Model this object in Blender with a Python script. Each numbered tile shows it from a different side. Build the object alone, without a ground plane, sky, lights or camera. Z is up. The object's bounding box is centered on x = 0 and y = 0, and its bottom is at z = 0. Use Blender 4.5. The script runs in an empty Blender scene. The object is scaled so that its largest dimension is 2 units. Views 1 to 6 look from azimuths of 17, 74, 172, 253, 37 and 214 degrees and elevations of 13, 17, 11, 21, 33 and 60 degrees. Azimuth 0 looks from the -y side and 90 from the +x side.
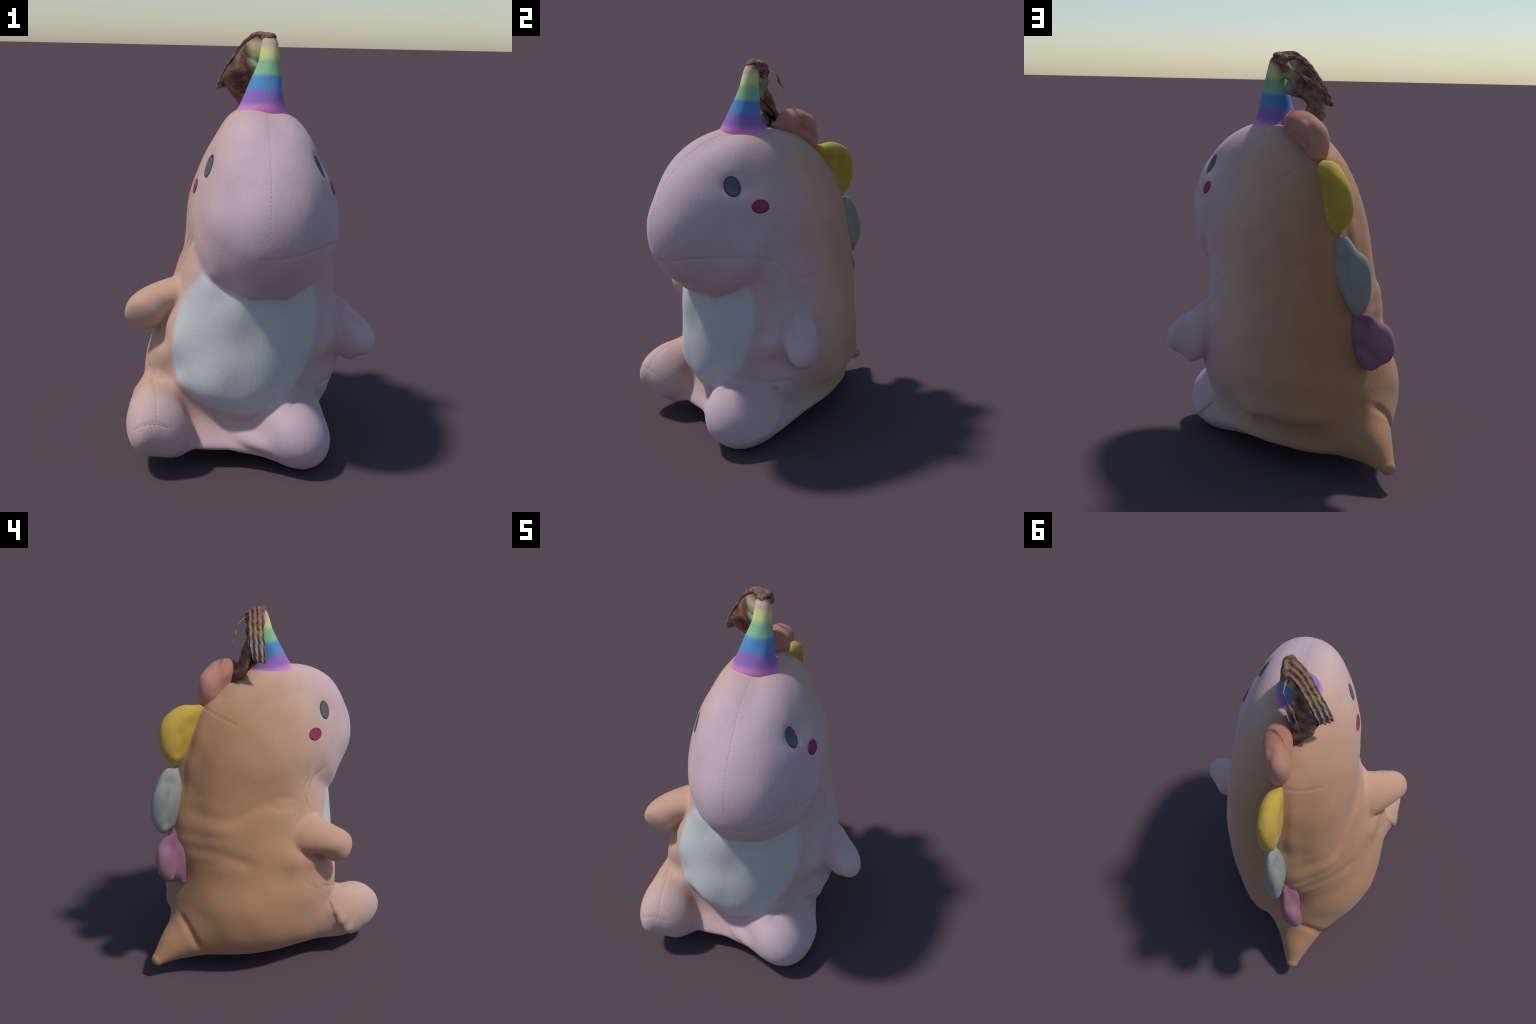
"""A plush seated dinosaur with a rainbow unicorn horn, back spikes and a
withered brown ribbon hanging off the horn tip.

The soft body is one implicit surface (a lofted torso, two rounded head masses
and tapered limbs, all blended), meshed, given seams and folds, then cut into
anatomical parts.  Spikes, horn, ribbon and patches are separate meshes."""
import bpy, bmesh, math
import numpy as np
from mathutils import Vector

rng = np.random.default_rng(7)
V = lambda *a: np.array(a, float)

# ------------------------------------------------------------------ helpers
def hermite(zk, vk, z):
    zk = np.asarray(zk, float); vk = np.asarray(vk, float)
    m = np.empty_like(vk)
    m[1:-1] = (vk[2:] - vk[:-2]) / (zk[2:] - zk[:-2])
    m[0] = (vk[1] - vk[0]) / (zk[1] - zk[0]); m[-1] = (vk[-1] - vk[-2]) / (zk[-1] - zk[-2])
    z = np.clip(z, zk[0], zk[-1])
    i = np.clip(np.searchsorted(zk, z) - 1, 0, len(zk) - 2)
    h = zk[i + 1] - zk[i]; t = (z - zk[i]) / h
    return ((2*t**3 - 3*t**2 + 1)*vk[i] + (t**3 - 2*t**2 + t)*h*m[i]
            + (-2*t**3 + 3*t**2)*vk[i+1] + (t**3 - t**2)*h*m[i+1])

def smin(a, b, k):
    h = np.clip(.5 + .5*(b - a)/k, 0, 1)
    return b + (a - b)*h - k*h*(1 - h)

def smax(a, b, k):
    return -smin(-a, -b, k)

def frame(yaw, pitch):
    """Columns: forward, creature's left, up."""
    f = V(math.sin(yaw)*math.cos(pitch), -math.cos(yaw)*math.cos(pitch), math.sin(pitch))
    l = V(math.cos(yaw), math.sin(yaw), 0)
    return np.stack([f, l, np.cross(f, l)], 1)

def axis_angle(w):
    th = np.linalg.norm(w) + 1e-12; k = w/th
    M = np.array([[0, -k[2], k[1]], [k[2], 0, -k[0]], [-k[1], k[0], 0]])
    return np.eye(3) + math.sin(th)*M + (1 - math.cos(th))*M @ M

def ellipsoid(P, c, r, R, p=2.0):
    q = ((P - c) @ R)/r
    k2 = np.sqrt((q*q).sum(-1) + 1e-12)
    k0 = k2 if p == 2.0 else ((np.abs(q)**p).sum(-1) + 1e-12)**(1/p)
    k1 = np.sqrt(((q/r)**2).sum(-1) + 1e-12)
    return k2*(k0 - 1)/k1

# ------------------------------------------------------------- body anatomy
HEIGHTS = V(0, .2, .4, .6, .8, 1.0, 1.2, 1.38, 1.54)      # torso stations
FRONT = V(0.513, 0.319, 0.282, 0.363, 0.342, 0.416, 0.544, 0.631, 0.649)
BACK = V(0.557, 0.600, 0.612, 0.579, 0.596, 0.565, 0.519, 0.474, 0.482)
HALF_WIDTH = V(0.401, 0.422, 0.462, 0.453, 0.393, 0.352, 0.338, 0.290, 0.215)
SIDE_SHIFT = V(-0.066, -0.131, -0.092, -0.051, -0.029, -0.009, -0.007, -0.016, -0.057)
TWIST = V(0.382, 0.458, 0.393)
WIDEST = V(0.817, 0.601, 0.274, 0.066, 0.056)
ROUND_FRONT = V(2.459, 2.309, 2.209)                       # 2 is an ellipse, more is boxier
ROUND_BACK = V(1.990, 2.203, 1.969, 1.995, 2.083)
TOP = 1.660
BASE_Z = .092

def torso(P):
    z = P[..., 2]
    yaw = hermite([0, .8, 1.6], TWIST, z)
    cf = hermite(HEIGHTS, FRONT, z); cb = hermite(HEIGHTS, BACK, z)
    a = hermite(HEIGHTS, HALF_WIDTH, z); v0 = hermite(HEIGHTS, SIDE_SHIFT, z)
    m = hermite([0, .4, .8, 1.2, 1.6], WIDEST, z)
    pf = hermite([0, .8, 1.6], ROUND_FRONT, z)
    pb = hermite([0, .4, .8, 1.2, 1.6], ROUND_BACK, z)
    dome = np.sqrt(np.clip(1 - np.clip((z - 1.25)/(TOP - 1.25), 0, None)**2.2, 1e-4, 1))
    s, c = np.sin(yaw), np.cos(yaw)
    u = P[..., 0]*s - P[..., 1]*c
    v = P[..., 0]*c + P[..., 1]*s - v0
    um = (cf - cb)/2 + m*(cf + cb)/2
    L = np.where(u > um, cf - um, cb + um)
    p = np.where(u > um, pf, pb)
    rho = ((np.abs(u - um)/L)**p + (np.abs(v)/a)**p + 1e-9)**(1/p)
    f = (rho - dome)*np.minimum(a, L)*.9
    f = np.where(z > TOP - .002, np.maximum(f, z - TOP), f)
    belly = ellipsoid(P, V(0.031, -0.225, 0.712), V(0.247, 0.285, 0.379), PAUNCH)
    roll = ellipsoid(P, V(0.033, -0.265, 0.427), V(0.201, 0.266, 0.169), LOW_ROLL)
    return smin(smin(f, belly, .08), roll, .12)

PAUNCH = frame(0.428, 0.127)
LOW_ROLL = frame(0.624, 0.002)
SKULL = frame(0.362, -0.183)
MUZZLE = frame(0.317, 0.643)
CHEEKS_TILT = frame(0.635, 0.046)

def head(P):
    a = ellipsoid(P, V(0.088, -0.126, 1.242), V(0.533, 0.244, 0.398), SKULL, 2.132)
    b = ellipsoid(P, V(0.105, -0.237, 1.142), V(0.165, 0.327, 0.335), MUZZLE, 2.231)
    c = ellipsoid(P, V(0.113, -0.322, 1.183), V(0.378, 0.270, 0.295), CHEEKS_TILT)
    return smin(smin(a, b, .08), c, .08)

# each limb: two stuffed lobes (centre, half sizes, tilt), how softly the lobes
# merge, and how softly the limb merges with the body
LIMBS = dict(
    arm_left=([(V(0.428, 0.044, 0.603), V(0.070, 0.090, 0.160), V(-0.075, -0.289, 0.376)),
        (V(0.511, 0.011, 0.587), V(0.067, 0.072, 0.099), V(-0.153, -0.486, 0.304))], 0.06, 0.02),
    arm_right=([(V(-0.273, -0.134, 0.769), V(0.344, 0.137, 0.093), V(-0.296, -0.224, 0.836)),
        (V(-0.451, -0.392, 0.695), V(0.069, 0.032, 0.081), V(0.536, 0.007, 0.218)),
        (V(-.432, -.352, .702), V(.064, .058, .062), V(0, 0, .5))], 0.07, 0.02),
    leg_left=([(V(0.117, -0.158, 0.118), V(0.227, 0.290, 0.084), V(-0.093, 0.094, 0.436)),
        (V(0.240, -0.230, 0.170), V(0.195, 0.260, 0.158), V(-0.205, 0.859, 0.607))], 0.06, 0.055),
    leg_right=([(V(-0.356, -0.465, 0.235), V(0.117, 0.243, 0.160), V(0.069, 0.015, 0.194)),
        (V(-0.264, -0.530, 0.214), V(0.099, 0.125, 0.138), V(0.153, -0.371, 0.366))], 0.06, 0.06),
)

# the tail is one broad tapering wedge
TAIL = (V(-0.301, 0.370, 0.255), V(-0.407, 0.664, 0.107), 0.186, .036)

def taper(P, a, b, ra, rb):
    ba = b - a
    k = np.clip((P - a) @ ba/(ba @ ba), 0, 1)
    return np.linalg.norm(P - a - k[..., None]*ba, axis=-1) - (ra + (rb - ra)*k)

def lobes_field(P, lobes, k):
    f = None
    for c, r, w in lobes:
        e = ellipsoid(P, c, r, axis_angle(w))
        f = e if f is None else smin(f, e, k)
    return f

def fields(P):
    T = smax(torso(P), BASE_Z - P[..., 2], .05)
    out = dict(torso=T, head=head(P))
    for k, (lobes, soft, _) in LIMBS.items():
        out[k] = lobes_field(P, lobes, soft)
    out['tail'] = taper(P, *TAIL)
    return out

def body(P):
    F = fields(P)
    f = smin(F['torso'], F['head'], .03)
    f = smin(f, F['tail'], .06)
    for k in LIMBS:
        f = smin(f, F[k], LIMBS[k][2])
    f = smax(f, -.003 - P[..., 2], .02)             # rests on the ground
    return f

# --------------------------------------------------- meshing of a solid field
def surface_net(func, lo, hi, res, coarse=4):
    lo = np.asarray(lo, float); hi = np.asarray(hi, float)
    n = (np.ceil((hi - lo)/(res*coarse)).astype(int))*coarse + 1
    ax = [lo[i] + res*np.arange(n[i]) for i in range(3)]
    ca = [a[::coarse] for a in ax]
    C = func(np.stack(np.meshgrid(*ca, indexing='ij'), -1))
    F = C
    for d in range(3):                      # nearest upsample to the fine grid
        F = np.repeat(F, coarse, axis=d)
        F = np.take(F, np.clip(np.arange(n[d]) + coarse//2, 0, F.shape[d]-1), axis=d)
    near = np.nonzero(np.abs(F) < res*coarse*2.6)
    P = np.stack([ax[0][near[0]], ax[1][near[1]], ax[2][near[2]]], -1)
    vals = np.concatenate([func(P[i:i+400000]) for i in range(0, len(P), 400000)])
    F[near] = vals
    S = F < 0
    cells = np.zeros(np.array(F.shape) - 1, np.int8)
    for dx in (0, 1):
        for dy in (0, 1):
            for dz in (0, 1):
                cells += S[dx:dx+cells.shape[0], dy:dy+cells.shape[1], dz:dz+cells.shape[2]]
    act = np.nonzero((cells > 0) & (cells < 8))
    idx = -np.ones(cells.shape, np.int64); idx[act] = np.arange(len(act[0]))
    base = np.stack(act, -1)
    acc = np.zeros((len(base), 3)); cnt = np.zeros(len(base))
    corners = [(i, j, k) for i in (0, 1) for j in (0, 1) for k in (0, 1)]
    for a in corners:
        for b in corners:
            if sum(b) - sum(a) == 1 and all(bb >= aa for aa, bb in zip(a, b)):
                fa = F[base[:, 0]+a[0], base[:, 1]+a[1], base[:, 2]+a[2]]
                fb = F[base[:, 0]+b[0], base[:, 1]+b[1], base[:, 2]+b[2]]
                x = (fa < 0) != (fb < 0)
                t = np.where(x, fa/np.where(x, fa - fb, 1), 0)
                p = np.array(a) + t[:, None]*(np.array(b) - np.array(a))
                acc += p*x[:, None]; cnt += x
    verts = lo + res*(base + acc/cnt[:, None])
    quads = []
    for d in range(3):
        o = [i for i in range(3) if i != d]
        s0 = np.take(S, np.arange(F.shape[d]-1), axis=d); s1 = np.take(S, np.arange(1, F.shape[d]), axis=d)
        e = np.stack(np.nonzero(s0 != s1), -1)
        e = e[(e[:, o[0]] > 0) & (e[:, o[1]] > 0) & (e[:, o[0]] < cells.shape[o[0]]) & (e[:, o[1]] < cells.shape[o[1]])]
        def cell(da, db):
            q = e.copy(); q[:, o[0]] += da; q[:, o[1]] += db
            return idx[q[:, 0], q[:, 1], q[:, 2]]
        Q = np.stack([cell(-1, -1), cell(0, -1), cell(0, 0), cell(-1, 0)], 1)
        flip = S[e[:, 0], e[:, 1], e[:, 2]]
        if d == 1:
            flip = ~flip
        Q[~flip] = Q[~flip][:, ::-1]
        quads.append(Q)
    quads = np.concatenate(quads)
    return verts, quads[(quads >= 0).all(1)]

def gradient(func, P, h=2e-3):
    g = np.stack([func(P + h*np.eye(3)[i]) - func(P - h*np.eye(3)[i]) for i in range(3)], -1)/(2*h)
    return g, np.linalg.norm(g, axis=-1, keepdims=True) + 1e-9

def project(func, P, steps=3):
    P = P.copy()
    for _ in range(steps):
        g, l = gradient(func, P)
        P -= np.clip(func(P)[:, None]/l, -.03, .03)*g/l
    return P

def vertex_normals(v, q):
    n = np.cross(v[q[:, 2]] - v[q[:, 0]], v[q[:, 3]] - v[q[:, 1]])
    out = np.zeros_like(v)
    for i in range(4):
        np.add.at(out, q[:, i], n)
    return out/(np.linalg.norm(out, axis=1, keepdims=True) + 1e-12)

def polyline(pts, step=.006):
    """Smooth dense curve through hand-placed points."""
    pts = np.asarray(pts, float)
    s = np.concatenate([[0], np.cumsum(np.linalg.norm(np.diff(pts, axis=0), axis=1))])
    t = np.linspace(0, s[-1], max(3, int(s[-1]/step)))
    return np.stack([hermite(s, pts[:, i], t) for i in range(3)], -1)

def line_distance(P, line):
    """Distance of points to a dense curve, and the nearest position along it (0..1)."""
    best = np.full(len(P), 9.); arg = np.zeros(len(P))
    box = ((P > line.min(0) - .12) & (P < line.max(0) + .12)).all(1)
    k = np.nonzero(box)[0]
    for a in range(0, len(k), 20000):
        kk = k[a:a+20000]
        d = np.linalg.norm(P[kk, None] - line[None], axis=-1)
        i = d.argmin(1)
        best[kk] = d[np.arange(len(kk)), i]; arg[kk] = i/(len(line) - 1)
    return best, arg

# ------------------------------------------------------------- scene objects
def make_object(name, verts, faces, mats, parent=None, smooth=True, normals=None):
    me = bpy.data.meshes.new(name)
    me.from_pydata([tuple(p) for p in verts], [], [tuple(int(i) for i in f) for f in faces])
    for m in (mats if isinstance(mats, (list, tuple)) else [mats]):
        me.materials.append(m)
    if smooth:
        me.polygons.foreach_set('use_smooth', np.ones(len(me.polygons), bool))
    if normals is not None:
        me.normals_split_custom_set_from_vertices([tuple(n) for n in normals])
    ob = bpy.data.objects.new(name, me)
    bpy.context.scene.collection.objects.link(ob)
    if parent is not None:
        ob.parent = parent
    return ob

# ---------------------------------------------------------------- materials
class Nodes:
    def __init__(self, name, rough=.9, sheen=.0):
        self.m = bpy.data.materials.new(name); self.m.use_nodes = True
        self.t = self.m.node_tree; self.t.nodes.clear()
        self.out = self.t.nodes.new('ShaderNodeOutputMaterial')
        self.b = self.t.nodes.new('ShaderNodeBsdfPrincipled')
        self.b.inputs['Roughness'].default_value = rough
        self.b.inputs['Specular IOR Level'].default_value = .15
        if sheen:
            self.b.inputs['Sheen Weight'].default_value = sheen
            self.b.inputs['Sheen Roughness'].default_value = .5
        self.link(self.b.outputs[0], self.out.inputs[0])
        self.pos = self.t.nodes.new('ShaderNodeTexCoord').outputs['Object']
    def link(self, a, b):
        self.t.links.new(a, b)
    def put(self, sock, v):
        if isinstance(v, bpy.types.NodeSocket): self.link(v, sock)
        else: sock.default_value = v
    def math(self, op, a, b=0., c=0., clamp=False):
        n = self.t.nodes.new('ShaderNodeMath'); n.operation = op; n.use_clamp = clamp
        self.put(n.inputs[0], a); self.put(n.inputs[1], b); self.put(n.inputs[2], c)
        return n.outputs[0]
    def along(self, direction, offset=0.):
        n = self.t.nodes.new('ShaderNodeVectorMath'); n.operation = 'DOT_PRODUCT'
        self.link(self.pos, n.inputs[0]); n.inputs[1].default_value = direction
        return self.math('ADD', n.outputs['Value'], offset)
    def step(self, x, lo, hi):
        n = self.t.nodes.new('ShaderNodeMapRange'); n.interpolation_type = 'SMOOTHSTEP'
        self.put(n.inputs['Value'], x)
        n.inputs['From Min'].default_value = lo; n.inputs['From Max'].default_value = hi
        return n.outputs['Result']
    def noise(self, scale, detail=3., stretch=None, distortion=0.):
        n = self.t.nodes.new('ShaderNodeTexNoise')
        n.inputs['Scale'].default_value = scale; n.inputs['Detail'].default_value = detail
        n.inputs['Distortion'].default_value = distortion
        if stretch:
            mp = self.t.nodes.new('ShaderNodeMapping'); mp.inputs['Scale'].default_value = stretch
            self.link(self.pos, mp.inputs['Vector']); self.link(mp.outputs[0], n.inputs['Vector'])
        else:
            self.link(self.pos, n.inputs['Vector'])
        return n.outputs['Fac']
    def mix(self, f, a, b, mode='MIX'):
        n = self.t.nodes.new('ShaderNodeMix'); n.data_type = 'RGBA'; n.blend_type = mode
        self.put(n.inputs[0], f)
        for s, v in ((n.inputs[6], a), (n.inputs[7], b)):
            self.put(s, v if isinstance(v, bpy.types.NodeSocket) else (*v, 1))
        return n.outputs[2]
    def ramp(self, x, stops, mode='LINEAR'):
        n = self.t.nodes.new('ShaderNodeValToRGB'); n.color_ramp.interpolation = mode
        e = n.color_ramp.elements
        while len(e) < len(stops): e.new(.5)
        for el, (p, c) in zip(e, stops):
            el.position = p; el.color = (*c, 1)
        self.put(n.inputs[0], x)
        return n.outputs[0]
    def bump(self, h, strength=.3, dist=.004):
        n = self.t.nodes.new('ShaderNodeBump')
        n.inputs['Strength'].default_value = strength; n.inputs['Distance'].default_value = dist
        self.link(h, n.inputs['Height']); self.link(n.outputs[0], self.b.inputs['Normal'])
    def done(self, color):
        self.put(self.b.inputs['Base Color'], color if isinstance(color, bpy.types.NodeSocket) else (*color, 1))
        return self.m

def fuzz(nd, color, amount=.09):
    """Short-pile plush: faint mottling in colour and fine raised grain."""
    big = nd.noise(9, 3); fine = nd.noise(160, 3)
    k = nd.math('ADD', nd.math('MULTIPLY', nd.math('SUBTRACT', big, .5), amount*1.6),
                nd.math('MULTIPLY', nd.math('SUBTRACT', fine, .5), amount*1.5))
    k = nd.math('ADD', k, 1.)
    c = nd.t.nodes.new('ShaderNodeCombineColor')
    for i in range(3): nd.link(k, c.inputs[i])
    fibre = nd.noise(70, 3, stretch=(1, 1, .22))
    k = nd.math('ADD', k, nd.math('MULTIPLY', nd.math('SUBTRACT', fibre, .5), amount*.9))
    k = nd.math('ADD', k, nd.math('MULTIPLY', nd.math('SUBTRACT', nd.noise(3.5, 2), .5), amount*1.2))
    for i in range(3): nd.link(k, c.inputs[i])
    nd.bump(nd.math('ADD', nd.noise(220, 2), nd.math('MULTIPLY', fibre, 1.2)), .3, .003)
    return nd.mix(1., color, c.outputs[0], 'MULTIPLY')

# oval belly panel: centre height and side offset, lean, half width, reach up and down
BELLY_Z, BELLY_V, BELLY_LEAN, BELLY_HALF, BELLY_UP, BELLY_DOWN = .62, -.112, .17, .328, .45, .350

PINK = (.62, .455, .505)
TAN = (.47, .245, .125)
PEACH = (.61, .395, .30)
BELLY = (.57, .59, .59)

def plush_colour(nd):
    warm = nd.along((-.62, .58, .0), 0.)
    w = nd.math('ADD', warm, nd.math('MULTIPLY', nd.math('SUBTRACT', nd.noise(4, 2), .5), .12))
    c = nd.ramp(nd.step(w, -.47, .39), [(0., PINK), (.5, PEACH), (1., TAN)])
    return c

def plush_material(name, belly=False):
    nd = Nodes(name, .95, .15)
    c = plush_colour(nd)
    if belly:
        yaw = .47
        z = nd.along((0, 0, 1), -BELLY_Z)
        v = nd.along((math.cos(yaw), math.sin(yaw), -BELLY_LEAN), -BELLY_V + BELLY_LEAN*BELLY_Z)
        h = nd.math('ADD', nd.math('DIVIDE', nd.math('MAXIMUM', z, 0.), BELLY_UP),
                    nd.math('DIVIDE', nd.math('MINIMUM', z, 0.), BELLY_DOWN))
        w = nd.math('DIVIDE', v, BELLY_HALF)
        a = nd.math('POWER', nd.math('ABSOLUTE', w), 2.1)
        b = nd.math('POWER', nd.math('ABSOLUTE', h), 2.1)
        d = nd.math('POWER', nd.math('ADD', a, b), 1/2.1)
        d = nd.math('ADD', d, nd.math('MULTIPLY', nd.math('SUBTRACT', nd.noise(60, 2), .5), .03))
        front = nd.step(nd.along((math.sin(yaw), -math.cos(yaw), 0)), -.02, .06)
        k = nd.math('MULTIPLY', nd.math('SUBTRACT', 1., nd.step(d, .955, 1.025)), front)
        c = nd.mix(k, c, BELLY)
    return nd.done(fuzz(nd, c))

def solid_plush(name, a, b=None, rough=.92):
    nd = Nodes(name, rough, .1)
    c = nd.mix(nd.step(nd.noise(7, 2), .35, .65), a, b or a)
    return nd.done(fuzz(nd, c))

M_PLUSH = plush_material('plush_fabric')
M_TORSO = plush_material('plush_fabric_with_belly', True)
M_SEAM = solid_plush('seam_thread', (.36, .25, .23))
M_PALE_SEAM = solid_plush('pale_seam_thread', (.45, .34, .37))
M_BANDS = [(1.668, (.70, .25, .53)), (1.737, (.29, .17, .49)), (1.807, (.105, .29, .57)),
           (1.883, (.28, .53, .31)), (1.940, (.70, .72, .28)), (9, (.66, .47, .38))]

def band_colour(nd, height):
    """Rainbow rings at fixed heights along the horn axis, slightly bled together."""
    c = None
    for i, (top, col) in enumerate(M_BANDS):
        if c is None: c = col
        else:
            lo = M_BANDS[i-1][0]; soft = .020 if i in (1, 4, 5) else .013
            c = nd.mix(nd.step(height, lo - soft, lo + soft), c, col)
    return c

def horn_material():
    nd = Nodes('rainbow_horn_fabric', .9, .1)
    hgt = nd.along((-.02, .13, 1.), .018)
    hgt = nd.math('ADD', hgt, nd.math('MULTIPLY', nd.math('SUBTRACT', nd.noise(18, 2), .5), .014))
    c = band_colour(nd, hgt)
    c = nd.mix(nd.step(nd.along((.1, .5, 1)), 1.930, 1.957), c, (.20, .12, .085))
    return nd.done(fuzz(nd, c, .05))

def ribbon_materials():
    nd = Nodes('withered_ribbon_ridge', .8)
    n = nd.noise(40, 4)
    c = nd.ramp(nd.step(n, .3, .7), [(0, (.10, .048, .035)), (.5, (.21, .11, .075)), (1, (.34, .2, .15))])
    nd.bump(nd.noise(90, 4), .5, .004)
    ridge = nd.done(c)
    nd = Nodes('withered_ribbon_groove', .85)
    hgt = nd.math('ADD', nd.along((0, 0, 1)), nd.math('MULTIPLY', nd.math('SUBTRACT', nd.noise(25, 2), .5), .03))
    col = nd.ramp(nd.step(hgt, 1.72, 2.0),
                  [(0, (.36, .22, .22)), (.14, (.36, .25, .28)), (.24, (.24, .27, .27)), (.4, (.22, .29, .28)),
                   (.5, (.25, .27, .10)), (.68, (.33, .29, .09)), (.84, (.30, .19, .11)), (1, (.24, .14, .10))])
    col = nd.mix(nd.step(nd.noise(35, 4), .45, .75), col, (.22, .12, .085))
    nd.bump(nd.noise(70, 3), .4, .004)
    groove = nd.done(col)
    nd = Nodes('withered_ribbon_sheet', .85)
    col = nd.ramp(nd.step(nd.noise(22, 4), .3, .72), [(0, (.11, .05, .037)), (.5, (.22, .115, .08)), (1, (.31, .20, .145))])
    nd.bump(nd.noise(80, 4), .5, .004)
    near = nd.math('ADD', nd.along((1, -.35, .25)), nd.math('MULTIPLY', nd.math('SUBTRACT', nd.noise(20, 2), .5), .05))
    tint = nd.mix(.25, band_colour(nd, nd.along((0, 0, 1))), (.3, .22, .15))
    col = nd.mix(nd.math('MULTIPLY', nd.step(near, .395, .465), .85), col, tint)
    col = nd.mix(nd.step(nd.along((0, 0, 1)), 1.945, 1.975), col, (.22, .13, .09))
    return ridge, groove, nd.done(col)

def patch_material(name, inner, rim):
    nd = Nodes(name, .75)
    # embroidery: fine parallel threads
    wv = nd.t.nodes.new('ShaderNodeTexWave'); wv.inputs['Scale'].default_value = 90
    wv.inputs['Distortion'].default_value = 1.5
    nd.link(nd.pos, wv.inputs['Vector'])
    nd.bump(wv.outputs['Fac'], .35, .002)
    c = nd.mix(nd.step(nd.noise(120, 2), .3, .7), inner, tuple(x*1.25 for x in inner))
    return nd.done(c), solid_plush(name + '_rim', rim)

# ------------------------------------------------------------------ the root
root = bpy.data.objects.new('plush_dinosaur_unicorn', None)
root.empty_display_size = .2
bpy.context.scene.collection.objects.link(root)
root['label'] = 'pastel plush seated dinosaur with rainbow unicorn horn and colourful back spikes'
root['category'] = 'plush toy'

# ------------------------------------------------- seams, folds, face places
EYES = [(V(.354, -.258, 1.427), .047, .056), (V(-.119, -.383, 1.412), .045, .056)]
CHEEKS = [(V(.382, -.130, 1.316), .051, .037), (V(-.215, -.297, 1.306), .052, .037)]
SEAMS = dict(
    mouth=[(.21, -.665, 1.068), (.338, -.608, 1.082), (.404, -.514, 1.10), (.42, -.38, 1.092), (.43, -.226, 1.08), (.372, -.07, 1.03)],
    jaw=[(.372, -.07, 1.03), (.357, -.004, .957), (.357, .02, .901), (.366, .017, .834)],
    shoulder=[(.366, .017, .834), (.376, -.027, .782), (.388, -.069, .721)],
    back_right=[(-.12, .35, 1.5), (-.152, .332, 1.491), (-.23, .29, 1.472), (-.296, .178, 1.417)],
    back_left=[(-.108, .338, 1.494), (-.024, .335, 1.475), (.05, .325, 1.428), (.107, .303, 1.372)],
    neck_right=[(-.263, -.269, 1.07), (-.30, -.214, .989), (-.311, -.25, .889), (-.356, -.284, .843)],
    flank=[(-.464, -.194, .639), (-.493, -.156, .596), (-.503, -.185, .525), (-.488, -.252, .47), (-.45, -.338, .433)],
    forehead=[(.09, -.23, 1.639), (.152, -.396, 1.583), (.201, -.525, 1.487), (.229, -.603, 1.39), (.248, -.658, 1.278), (.251, -.669, 1.186)],
    foot_length=[(-.37, -.435, .395), (-.292, -.594, .36), (-.26, -.662, .282)],
    foot_width=[(-.36, -.69, .25), (-.309, -.687, .282), (-.257, -.66, .282), (-.207, -.631, .262)],
    arm=[(.447, -.007, .708), (.517, -.03, .657), (.561, -.039, .599)])
SEAM_DEPTH = dict(mouth=.0034, jaw=.006, shoulder=.006, back_right=.003, back_left=.004, neck_right=.007,
                  flank=.002, forehead=.0010, foot_length=.0015, foot_width=.002, arm=.001)
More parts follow.
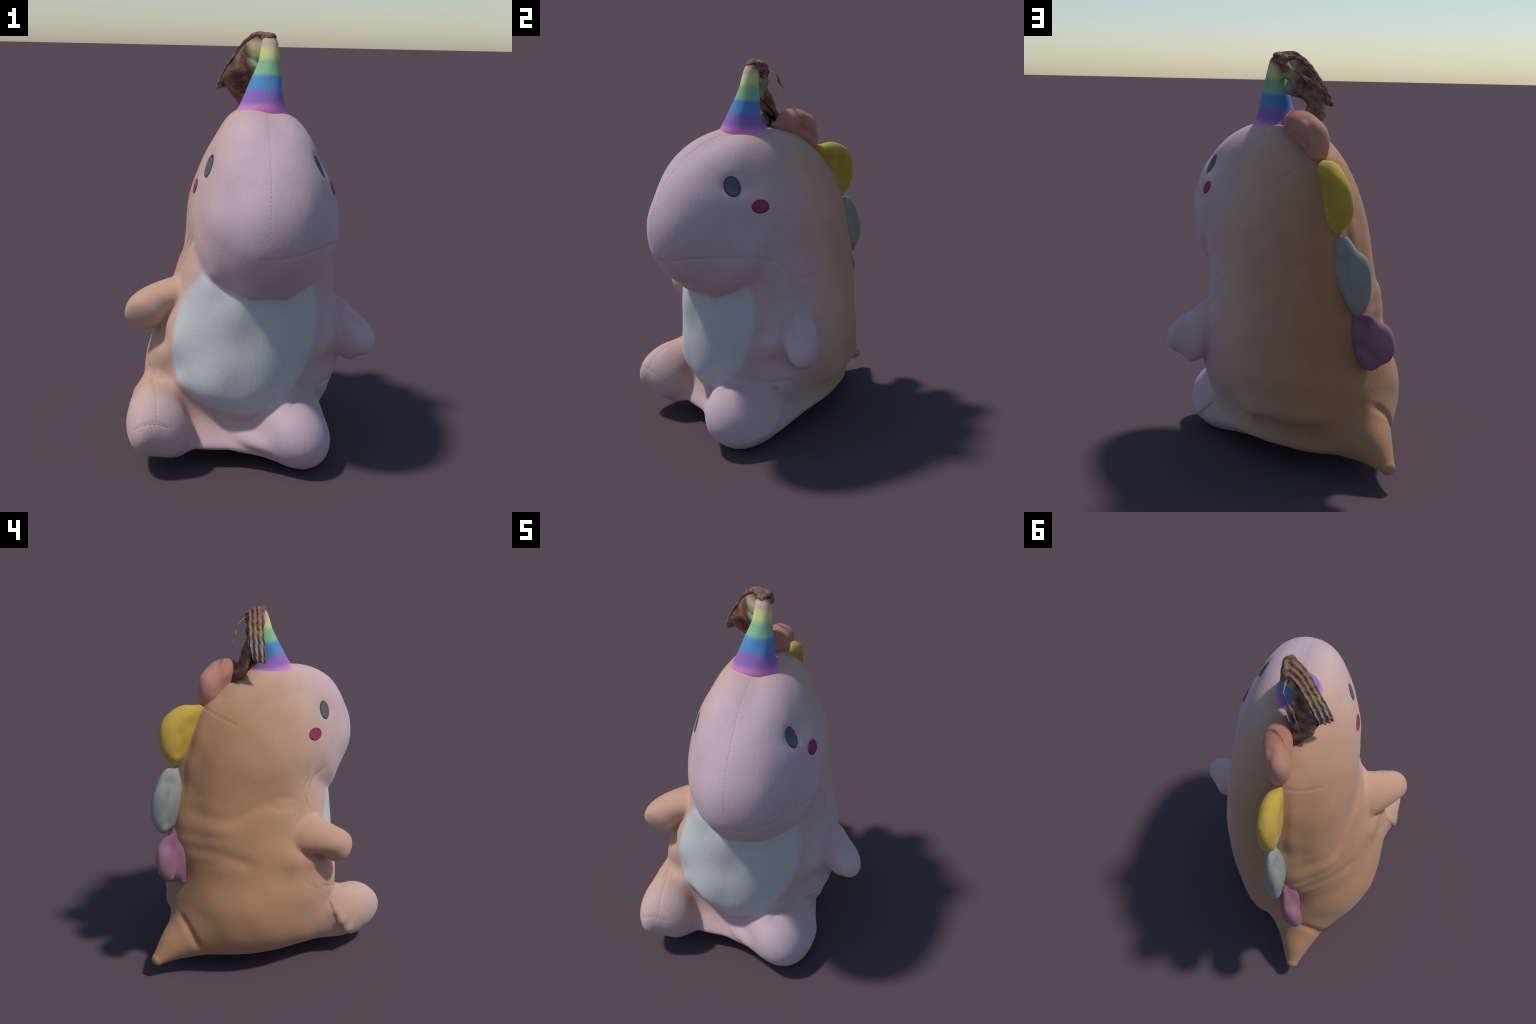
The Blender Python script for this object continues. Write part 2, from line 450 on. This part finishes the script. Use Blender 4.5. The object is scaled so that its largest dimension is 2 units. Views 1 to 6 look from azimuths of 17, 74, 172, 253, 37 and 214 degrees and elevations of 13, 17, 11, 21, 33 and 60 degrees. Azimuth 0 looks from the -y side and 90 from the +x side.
# soft folds: (points, half width, depth; negative depth swells outward)
FOLDS = [
    ([(-.25, .50, .955), (-.341, .434, .955), (-.419, .259, .927), (-.391, .046, .98), (-.334, -.165, .956)], .04, .007),
    ([(-.24, .51, .88), (-.38, .41, .865), (-.44, .20, .86)], .035, -.003),
    ([(-.29, .51, .735), (-.386, .435, .746), (-.465, .286, .729), (-.514, .07, .643)], .034, .006),
    ([(-.29, .50, .79), (-.40, .40, .80), (-.46, .25, .79)], .025, -.002),
    ([(-.34, .48, .66), (-.381, .437, .67), (-.492, .207, .685), (-.53, .104, .59)], .035, .004),
    ([(-.42, -.39, .42), (-.37, -.43, .41), (-.31, -.43, .40)], .02, .010),
    ([(.338, -.099, .331), (.34, -.058, .259), (.329, -.021, .179)], .02, .012),
    ([(.35, -.04, .34), (.345, .01, .26), (.32, .05, .18)], .016, -.006),
    ([(.29, -.373, .314), (.28, -.334, .331), (.282, -.226, .334), (.331, -.114, .346)], .012, .008),
    ([(-.345, .525, .36), (-.403, .504, .323), (-.443, .486, .282), (-.47, .43, .17)], .022, .014),
    ([(-.195, -.391, 1.10), (-.27, -.259, 1.003), (-.301, -.262, .891)], .02, .006),
    # the back falls away on both sides of the row of spikes
    ([(-.08, .03, 1.63), (-.17, .20, 1.56), (-.255, .318, 1.42), (-.305, .40, 1.20), (-.335, .44, .97), (-.38, .41, .83)], .08, .015),
    ([(-.15, .30, 1.50), (-.20, .41, 1.33), (-.23, .47, 1.15), (-.28, .50, .95)], .03, .009),
    ([(-.09, .42, 1.36), (-.087, .496, 1.133), (-.10, .529, .924), (-.113, .542, .80)], .05, .018),
    # plump low hips and inner thighs
    ([(.24, .21, .30), (.102, .392, .304), (-.05, .50, .307), (-.16, .53, .31)], .06, -.030),
    # puckers radiating from the leg and arm joins
    ([(-.386, -.379, .42), (-.375, -.43, .40), (-.36, -.48, .37)], .011, .006),
    ([(-.39, -.37, .42), (-.42, -.34, .39), (-.45, -.31, .34)], .016, .003),
    ([(-.39, -.37, .43), (-.43, -.32, .45), (-.46, -.27, .47)], .010, .005),
    ([(.323, -.118, .336), (.345, -.09, .30), (.36, -.06, .25)], .010, .006),
    ([(.323, -.118, .340), (.35, -.05, .36), (.37, .01, .37)], .012, .006),
    ([(-.34, -.16, .93), (-.37, -.06, .935), (-.38, .03, .95)], .022, .003),
    ([(-.33, -.17, .98), (-.36, -.08, 1.0), (-.375, .0, 1.02)], .022, .003),
    ([(.36, .03, .80), (.37, .10, .76), (.385, .15, .70)], .014, .005),
    ([(.36, .03, .90), (.34, .11, .90), (.31, .19, .88)], .016, .005),
]
# stuffing swells (positive) and hollows (negative): centre, reach, height
SWELLS = [
    (V(-.478, -.36, .30), .035, .012), (V(-.485, -.395, .24), .035, .016), (V(-.468, -.45, .17), .035, .016),
    (V(-.55, .06, .30), .16, .018), (V(-.22, .55, .48), .09, .013), (V(.13, -.47, .68), .10, -.013), (V(-.43, -.22, .62), .05, .020),
    (V(.33, -.62, 1.22), .13, -.014), (V(-.10, -.33, 1.50), .10, .008),
    (V(-.345, .585, .37), .09, .016), (V(-.375, .625, .24), .08, .014),
    (V(.05, -.48, .43), .09, -.014), (V(.06, -.37, .26), .085, .034), (V(.10, -.47, .87), .06, .020), (V(-.08, -.47, .90), .06, .018),
    (V(-.38, .42, .82), .09, -.018), (V(-.22, .42, 1.30), .07, -.010), (V(-.25, .46, 1.10), .07, -.010),
    (V(.185, .28, .27), .06, .018), (V(-.235, -.41, .40), .055, .022), (V(.25, -.37, .36), .045, .020),
    (V(-.465, -.11, .65), .07, .022), (V(.24, -.36, .86), .04, .012), (V(-.11, .53, .31), .05, .010),
    (V(-.355, -.39, .59), .05, -.020), (V(.37, -.145, .64), .05, -.020), (V(.385, -.08, .49), .06, -.010),
]

SLACK_WAVES = [(rng.normal(0, 1, 3)*k, rng.uniform(0, 6.28), a)
               for k, a in [(V(11, 11, 11), .0007)]*8 + [(V(26, 26, 15), .0005)]*8]

def slack(P):
    """Gentle unevenness of the stuffing and the cloth over it."""
    return sum(a*np.sin(P @ k + p) for k, p, a in SLACK_WAVES)

verts, quads = surface_net(body, (-.66, -.80, -.04), (.66, .78, 1.70), .0065)
verts = project(body, verts, 2)
nrm = vertex_normals(verts, quads)

for k, pts in SEAMS.items():
    SEAMS[k] = project(body, polyline(pts), 3)
FOLDS = [(project(body, polyline(pts, .012), 3), w, h) for pts, w, h in FOLDS]

def relief(P):
    """How far the finished surface lies below the plain body, at points on it."""
    depth = slack(P) - .0008
    for k, line in SEAMS.items():
        d, t = line_distance(P, line)
        fade = np.clip(np.minimum(t, 1 - t)*8 + .15, 0, 1)
        depth += SEAM_DEPTH[k]*fade*np.exp(-(d/.009)**2)
    for line, w, h in FOLDS:
        d, t = line_distance(P, line)
        fade = np.clip(np.minimum(t, 1 - t)*4 + .1, 0, 1)
        depth += h*fade*np.exp(-(d/w)**2)
    for c, _, _ in EYES:
        depth += .006*np.exp(-(np.linalg.norm(P - c, axis=1)/.06)**4)
    for c, w, h in SWELLS:
        depth -= h*np.exp(-((P - c)**2).sum(1)/w**2)
    return depth

depth = relief(verts)
verts = verts - depth[:, None]*nrm
low = verts[:, 2].min()
nrm = vertex_normals(verts, quads)

# ------------------------------------------------------- cut into body parts
ctr = verts[quads].mean(1)
F = fields(ctr)
label = np.full(len(ctr), 'torso', dtype=object)
for k in list(LIMBS) + ['tail']:
    label[F[k] < F['torso'] + (.004 if k != 'tail' else -.015)] = k
hd = (F['head'] < F['torso']) & (ctr[:, 2] > .8) | (ctr[:, 2] > .99)
label[hd] = 'head'
yaw = .47
zz = ctr[:, 2] - BELLY_Z
v = ctr[:, 0]*math.cos(yaw) + ctr[:, 1]*math.sin(yaw) - BELLY_V - BELLY_LEAN*zz
u = ctr[:, 0]*math.sin(yaw) - ctr[:, 1]*math.cos(yaw)
el = np.abs(v/BELLY_HALF)**2.1 + np.abs(np.where(zz > 0, zz/BELLY_UP, zz/BELLY_DOWN))**2.1
label[(label == 'torso') & (el < 1.0) & (u > .02)] = 'belly_patch'
KIND = dict(torso='torso', head='head', belly_patch='belly_patch', arm_left='arm', arm_right='arm',
            leg_left='leg', leg_right='leg', tail='tail')
parts = {}
for k in ('torso', 'head', 'belly_patch', 'arm_left', 'arm_right', 'leg_left', 'leg_right', 'tail'):
    q = quads[label == k]
    used, inv = np.unique(q, return_inverse=True)
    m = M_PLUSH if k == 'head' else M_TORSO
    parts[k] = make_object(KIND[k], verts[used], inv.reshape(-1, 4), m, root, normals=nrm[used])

# ------------------------------------------------------------- tube helper
def tube(line, radius, sides=8, cap=True):
    n = len(line); rad = np.broadcast_to(radius, (n,))
    tan = np.gradient(line, axis=0); tan /= np.linalg.norm(tan, axis=1, keepdims=True)
    ref = V(.3, .2, 1.); vs = []
    for p, t, r in zip(line, tan, rad):
        a = np.cross(t, ref); a /= np.linalg.norm(a); b = np.cross(t, a)
        for j in range(sides):
            w = 2*math.pi*j/sides
            vs.append(p + r*(math.cos(w)*a + math.sin(w)*b))
    fs = [(i*sides + j, i*sides + (j+1) % sides, (i+1)*sides + (j+1) % sides, (i+1)*sides + j)
          for i in range(n-1) for j in range(sides)]
    if cap:
        fs += [tuple(range(sides))[::-1], tuple((n-1)*sides + j for j in range(sides))]
    return vs, fs

# ------------------------------------------- seam stitches lying in the grooves
for k in ('mouth', 'back_right', 'back_left', 'flank', 'foot_length', 'foot_width', 'arm', 'forehead'):
    fine = .6 if k == 'forehead' else 1.
    line = SEAMS[k]
    g, l = gradient(body, line)
    line = line - (relief(line)[:, None] - .0002)*g/l
    vs, fs = [], []
    step = 3
    for i in range(1, len(line) - 2, step):         # separate short stitches
        seg = line[i:i+3]
        a, f = tube(seg, np.array([.0009, .0016, .0009])*fine, 6)
        o = len(vs); vs += a; fs += [tuple(x + o for x in q) for q in f]
    ob = make_object('seam_stitching', vs, fs, M_PALE_SEAM if not k.startswith('back') else M_SEAM, parts['head'] if k in ('mouth', 'back_right', 'back_left', 'forehead') else root)
    ob['kind'] = 'stuff'

# ------------------------------------------------------- eyes and cheek spots
def patch(name, c, a, b, mats, parent):
    c = project(body, c[None], 4)[0]
    g, l = gradient(body, c[None]); n = (g/l)[0]
    e1 = np.cross(V(0, 0, 1), n); e1 /= np.linalg.norm(e1); e2 = np.cross(n, e1)
    rings, seg = 14, 48
    P = [c]; lift = [.0]
    prof = lambda r: .0022*(1 - r**6) + .0014*math.exp(-((r - .86)/.06)**2) - .003*max(0, (r - .93)/.07)
    lift = [prof(0)]
    for i in range(1, rings + 1):
        r = i/rings
        for j in range(seg):
            w = 2*math.pi*j/seg
            P.append(c + r*(a*math.cos(w)*e1 + b*math.sin(w)*e2)); lift.append(prof(r))
    P = project(body, np.array(P), 3)
    g, l = gradient(body, P)
    P = P + (np.array(lift) - relief(P) + .0012)[:, None]*g/l
    fs = [(0, 1 + j, 1 + (j+1) % seg) for j in range(seg)]
    for i in range(rings - 1):
        o = 1 + i*seg
        fs += [(o + j, o + seg + j, o + seg + (j+1) % seg, o + (j+1) % seg) for j in range(seg)]
    ob = make_object(name, P, fs, list(mats), parent)
    mi = np.zeros(len(fs), int); mi[len(fs) - 3*seg:] = 1
    ob.data.polygons.foreach_set('material_index', mi)
    return ob

M_EYE = patch_material('eye_embroidery', (.105, .118, .14), (.055, .068, .09))
M_CHEEK = patch_material('cheek_embroidery', (.29, .04, .105), (.24, .035, .09))
for c, a, b in EYES:
    patch('eye', c, a, b, M_EYE, parts['head'])
for c, a, b in CHEEKS:
    patch('cheek_spot', c, a, b, M_CHEEK, parts['head'])

# ---------------------------------------------------------------- back spikes
# each spike: rounded lobes (centre, half sizes, tilt) blended into one cushion,
# plus soft dents pressed into its sides
SPIKES = [
    ('salmon', [(V(-.045, .216, 1.654), V(.073, .120, .063), V(-.25, -.015, .463)),
                (V(-.108, .304, 1.572), V(.053, .053, .080), V(.072, -.033, .40))],
     [([(-.05, .30, 1.70), (-.07, .36, 1.60)], .02, .007), ([(.02, .22, 1.63), (-.05, .32, 1.55)], .02, .008)]),
    ('yellow', [(V(-0.136, 0.439, 1.452), V(0.045, 0.113, 0.044), V(-0.223, -0.041, 0.147)),
                (V(-0.172, 0.522, 1.301), V(.049, .064, .123), V(-.268, .044, .487)),
                (V(-.168, .478, 1.362), V(.038, .090, .138), V(.40, .20, .18))],
     [([(-.2, .48, 1.36), (-.215, .5, 1.27)], .03, .009), ([(-.115, .48, 1.41), (-.13, .51, 1.32)], .045, .009)]),
    ('mint', [(V(-0.215, 0.569, 1.029), V(0.036, 0.065, 0.148), V(0.229, 0.092, 0.425)),
                (V(-0.260, 0.592, 0.953), V(0.038, 0.072, 0.141), V(-0.079, -0.042, 0.403))],
     [([(-.23, .54, 1.10), (-.29, .57, .99), (-.30, .57, .88)], .022, .010), ([(-.17, .59, 1.05), (-.20, .61, .93)], .028, .010)]),
    ('mauve', [(V(-0.319, 0.566, 0.680), V(0.038, 0.087, 0.140), V(-0.129, 0.071, 0.505)),
                (V(-0.387, 0.600, 0.682), V(0.036, 0.052, 0.091), V(-0.154, 0.144, 0.408))],
     [([(-.32, .51, .80), (-.385, .56, .70), (-.40, .56, .62)], .024, .012), ([(-.27, .58, .66), (-.31, .63, .62)], .03, .012)]),
]
# where each spike is sewn into the back seam (upper end, lower end)
SEW = dict(salmon=(V(.005, .07, 1.655), V(-.11, .325, 1.515)), yellow=(V(-.125, .345, 1.48), V(-.170, .485, 1.19)),
           mint=(V(-.180, .49, 1.15), V(-.245, .53, .87)), mauve=(V(-.255, .53, .84), V(-.338, .50, .545)))
SHRINK = dict(yellow=.005)
SPIKE_COL = dict(salmon=((.44, .19, .13), (.52, .25, .18)), yellow=((.50, .325, .045), (.57, .39, .07)),
                 mint=((.24, .27, .24), (.30, .32, .28)), mauve=((.24, .105, .16), (.31, .15, .205)))
for name, lobes, dents in SPIKES:
    a, b = SEW[name]
    def spike(P, lobes=lobes, a=a, b=b):
        t = np.clip((P - a) @ (b - a)/((b - a) @ (b - a)), 0, 1)
        root_pad = np.linalg.norm(P - a - t[..., None]*(b - a), axis=-1) - (.012 + .030*np.sin(math.pi*t))
        return smin(lobes_field(P, lobes, .06), root_pad, .05) + SHRINK.get(name, 0.)
    ends = [c for c, r, _ in lobes] + [a, b]; rad = [r.max() + .04 for c, r, _ in lobes] + [.08, .08]
    lo = np.min([c - r for c, r in zip(ends, rad)], axis=0)
    hi = np.max([c + r for c, r in zip(ends, rad)], axis=0)
    sv, sq = surface_net(spike, lo, hi, .006)
    sv = project(spike, sv, 2)
    sn = vertex_normals(sv, sq)
    dep = .0008*np.sin(sv @ V(40, 27, 23)) + .0006*np.sin(sv @ V(-20, 47, 33) + 1)
    for pts, w, h in dents:
        line = project(spike, polyline(pts, .01), 3)
        d, t = line_distance(sv, line)
        dep += h*np.exp(-(d/w)**2)
    sv = sv - dep[:, None]*sn
    make_object('back_spike', sv, sq, solid_plush(name + '_spike_plush', *SPIKE_COL[name]), root)

# ----------------------------------------------------------------------- horn
HZ = V(1.625, 1.635, 1.66, 1.71, 1.78, 1.86, 1.93, 1.965, 1.980)
HX = V(.012, .022, .031, .037, .043, .050, .048, .043, .036)
HY = V(-.078, -.093, -.102, -.099, -.082, -.064, -.050, -.040, -.034)
HR = V(.131, .127, .113, .091, .072, .051, .040, .033, .018)
nz, ns = 60, 56
FOOT_Z, FOOT_R = 1.635, .127
ring = np.array([[.022 + FOOT_R*math.cos(2*math.pi*j/ns), -.093 + FOOT_R*math.sin(2*math.pi*j/ns), 0] for j in range(ns)])
lo_z, hi_z = np.full(ns, 1.45), np.full(ns, 1.75)
for _ in range(24):                      # where the skull lies under the horn's foot
    mid_z = (lo_z + hi_z)/2
    ring[:, 2] = mid_z
    inside = body(ring) < 0
    lo_z = np.where(inside, mid_z, lo_z); hi_z = np.where(inside, hi_z, mid_z)
foot_drop = lo_z - .006 - FOOT_Z
vs, fs = [], []
for i in range(nz):
    z = HZ[0] + (HZ[-1] - HZ[0])*i/(nz - 1)
    cx, cy, r = hermite(HZ, HX, V(z))[0], hermite(HZ, HY, V(z))[0], hermite(HZ, HR, V(z))[0]
    for j in range(ns):
        w = 2*math.pi*j/ns
        rr = r*(1 + .012*math.sin(3*w + 9*z) + .01*math.sin(5*w - 30*z))
        # the base ring follows the slope of the skull
        e = min(1., max(0., (z - FOOT_Z)/.075)); e = 1 - e*e*(3 - 2*e)
        vs.append(V(cx + rr*math.cos(w), cy + rr*math.sin(w), z + foot_drop[j]*e))
fs = [(i*ns + j, i*ns + (j+1) % ns, (i+1)*ns + (j+1) % ns, (i+1)*ns + j) for i in range(nz-1) for j in range(ns)]
fs += [tuple((nz-1)*ns + j for j in range(ns))]
make_object('horn', vs, fs, horn_material(), root)

# -------------------------------------------------- withered ribbon on the horn
M_RIDGE, M_GROOVE, M_SHEET = ribbon_materials()

def sheet(name, edge_a, edge_b, thick, mats, nl=70, nw=30, ridges=0, ridge_h=.006, wave=.0, parent=root, flip=False, belly_out=(0, 0, 0)):
    """A thick strip between two edge curves; ridges run along its length."""
    def resample(pts):
        pts = np.asarray(pts, float)
        s = np.linspace(0, 1, len(pts)); t = np.linspace(0, 1, nl)
        return np.stack([hermite(s, pts[:, i], t) for i in range(3)], -1)
    A, B = resample(edge_a), resample(edge_b)
    w = np.linspace(0, 1, nw)
    mid = A[:, None]*(1 - w)[None, :, None] + B[:, None]*w[None, :, None]
    mid = mid + np.sin(np.pi*w)[None, :, None]*np.interp(np.linspace(0, 1, nl), [0, .25, .75, 1], [.5, 1, 1, .1])[:, None, None]*V(*belly_out)
    du = np.gradient(mid, axis=0); dw = np.gradient(mid, axis=1)
    n = np.cross(du, dw); n /= np.linalg.norm(n, axis=-1, keepdims=True) + 1e-9
    t = np.linspace(0, 1, nl)
    th = np.interp(t, np.linspace(0, 1, len(thick)), thick)[:, None]*(1 - .75*np.abs(2*w - 1)**4)[None]
    rid = np.zeros((nl, nw)); crest = np.zeros((nl, nw), bool)
    if ridges:
        wig = .02*np.sin(t*38)[:, None] + .012*np.sin(t*71 + 1)[:, None]
        c = np.cos(2*math.pi*(w[None] + wig)*ridges)
        rid = ridge_h*c*(.85 + .2*np.sin(t*60)[:, None])*np.clip(t*4, .2, 1)[:, None]
        crest = c > .25
    rid = rid + wave*np.sin(t*17)[:, None]*np.sin(w*7 + 1)[None]
    top = mid + n*(th/2 + rid)[..., None]; bot = mid - n*(th/2 - rid*.6)[..., None]
    if flip:
        top, bot = mid - n*(th/2 + rid)[..., None], mid + n*(th/2 - rid*.6)[..., None]
    vs = list(top.reshape(-1, 3)) + list(bot.reshape(-1, 3)); o = nl*nw
    fs, mi = [], []
    many = len(mats) > 1
    for i in range(nl - 1):
        for j in range(nw - 1):
            a = i*nw + j
            fs.append((a, a + 1, a + nw + 1, a + nw)); mi.append(0 if crest[i, j] or not many else 1)
            fs.append((o + a, o + a + nw, o + a + nw + 1, o + a + 1)); mi.append(len(mats) - 1)
        for j in (0, nw - 1):
            a = i*nw + j
            f = (a, a + nw, o + a + nw, o + a)
            fs.append(f if j == 0 else f[::-1]); mi.append(0)
    for j in range(nw - 1):
        for i in (0, nl - 1):
            a = i*nw + j
            f = (a, o + a, o + a + 1, a + 1)
            fs.append(f if i == 0 else f[::-1]); mi.append(0)
    ob = make_object(name, vs, fs, mats, parent)
    ob.data.polygons.foreach_set('material_index', np.array(mi))
    bm = bmesh.new(); bm.from_mesh(ob.data); bmesh.ops.recalc_face_normals(bm, faces=bm.faces); bm.to_mesh(ob.data); bm.free()
    return ob

flap = sheet('withered_ribbon',
      [(.066, -.048, 1.945), (.034, -.056, 1.978), (-.02, -.036, 1.990), (-.069, -.024, 1.962), (-.106, -.009, 1.930), (-.130, -.005, 1.898), (-.156, -.001, 1.867), (-.179, .001, 1.833), (-.204, .005, 1.795), (-.219, .006, 1.765), (-.230, .007, 1.734)],
      [(.046, .034, 1.935), (.016, .040, 1.962), (-.020, .048, 1.966), (-.051, .055, 1.957), (-.082, .066, 1.935), (-.107, .072, 1.910), (-.126, .075, 1.884), (-.145, .078, 1.852), (-.163, .080, 1.820), (-.178, .076, 1.782), (-.188, .066, 1.745)],
      [.030, .032, .030, .022, .018, .016, .015, .014], [M_RIDGE, M_GROOVE, M_SHEET], ridges=3, ridge_h=.007, flip=True)
sheet('withered_web',
      [(.03, -.045, 1.915), (.015, -.042, 1.878), (-.018, -.014, 1.853), (.006, -.034, 1.825), (-.008, -.004, 1.797), (-.058, .040, 1.780), (-.090, .070, 1.748), (-.085, .095, 1.718), (-.045, .125, 1.67), (-.03, .15, 1.62)],
      [(-.02, .046, 1.960), (-.060, .058, 1.945), (-.105, .070, 1.908), (-.135, .075, 1.868), (-.150, .078, 1.842), (-.165, .080, 1.812), (-.180, .074, 1.770), (-.175, .085, 1.722), (-.168, .100, 1.680), (-.11, .150, 1.61)],
      [.022, .020, .018, .016, .016, .018, .022, .026, .032, .034], [M_SHEET], ridges=2, ridge_h=.004, wave=.004, parent=flap, belly_out=(.024, .026, 0))
# front sheet from the ribbon's leading edge back to the rim of the hole
sheet('withered_web',
      [(.04, -.055, 1.935), (.02, -.055, 1.895), (-.014, -.030, 1.858), (.010, -.045, 1.830), (-.008, -.016, 1.800), (-.050, .020, 1.785), (-.085, .050, 1.755), (-.090, .075, 1.725), (-.080, .100, 1.690)],
      [(-.02, -.032, 1.978), (-.070, -.020, 1.952), (-.106, -.006, 1.920), (-.130, -.002, 1.888), (-.156, .002, 1.856), (-.180, .004, 1.822), (-.204, .008, 1.785), (-.190, .030, 1.745), (-.168, .085, 1.690)],
      [.022, .018, .014, .012, .012, .012, .012, .014, .018], [M_SHEET], ridges=1, ridge_h=.003, wave=.003, parent=flap)
# low skirt closing the foot of the hole between horn, web and first spike
sheet('withered_web',
      [(.035, -.02, 1.690), (-.005, .005, 1.702), (-.05, .030, 1.708), (-.10, .050, 1.715), (-.155, .065, 1.715)],
      [(.035, .02, 1.630), (-.005, .045, 1.632), (-.05, .075, 1.628), (-.10, .100, 1.625), (-.14, .112, 1.640)],
      [.012, .010, .010, .012, .014], [M_SHEET], ridges=1, ridge_h=.003, parent=flap)
thr = polyline([(.014, .035, 1.948), (.004, .07, 1.93), (-.008, .10, 1.913), (-.03, .118, 1.90), (-.067, .136, 1.87), (-.11, .16, 1.845), (-.15, .191, 1.813)], .006)
tt = np.linspace(0, 1, len(thr))
vs, fs = tube(thr, (.0045) + .012*np.exp(-(tt/.12)**2) + .0085*np.exp(-((tt - .62)/.1)**2) + .003*np.exp(-((tt-.86)/.05)**2) - .002*tt, 10)
# the thread is a flattened sliver
vs = np.array(vs); cen = np.repeat(thr, 10, axis=0)
nrm_f = V(.6, .5, .62); nrm_f /= np.linalg.norm(nrm_f)
off = vs - cen; off -= .6*(off @ nrm_f)[:, None]*nrm_f
make_object('withered_thread', cen + off, fs, M_SHEET, flap)
# crumpled knot where ribbon, web and thread leave the horn
def knot(P):
    return smin(ellipsoid(P, V(.030, -.018, 1.968), V(.036, .052, .027), axis_angle(V(-.25, 0, .35))),
                ellipsoid(P, V(.020, .030, 1.940), V(.028, .026, .045), axis_angle(V(0, 0, .3))), .025)
kv, kq = surface_net(knot, (-.05, -.08, 1.86), (.11, .11, 2.02), .004)
kn = vertex_normals(kv, kq)
kv = kv + (.0022*np.sin(kv @ V(150, 60, 120)) + .002*np.sin(kv @ V(-90, 170, 60)))[:, None]*kn
make_object('withered_knot', kv, kq, M_RIDGE, flap)
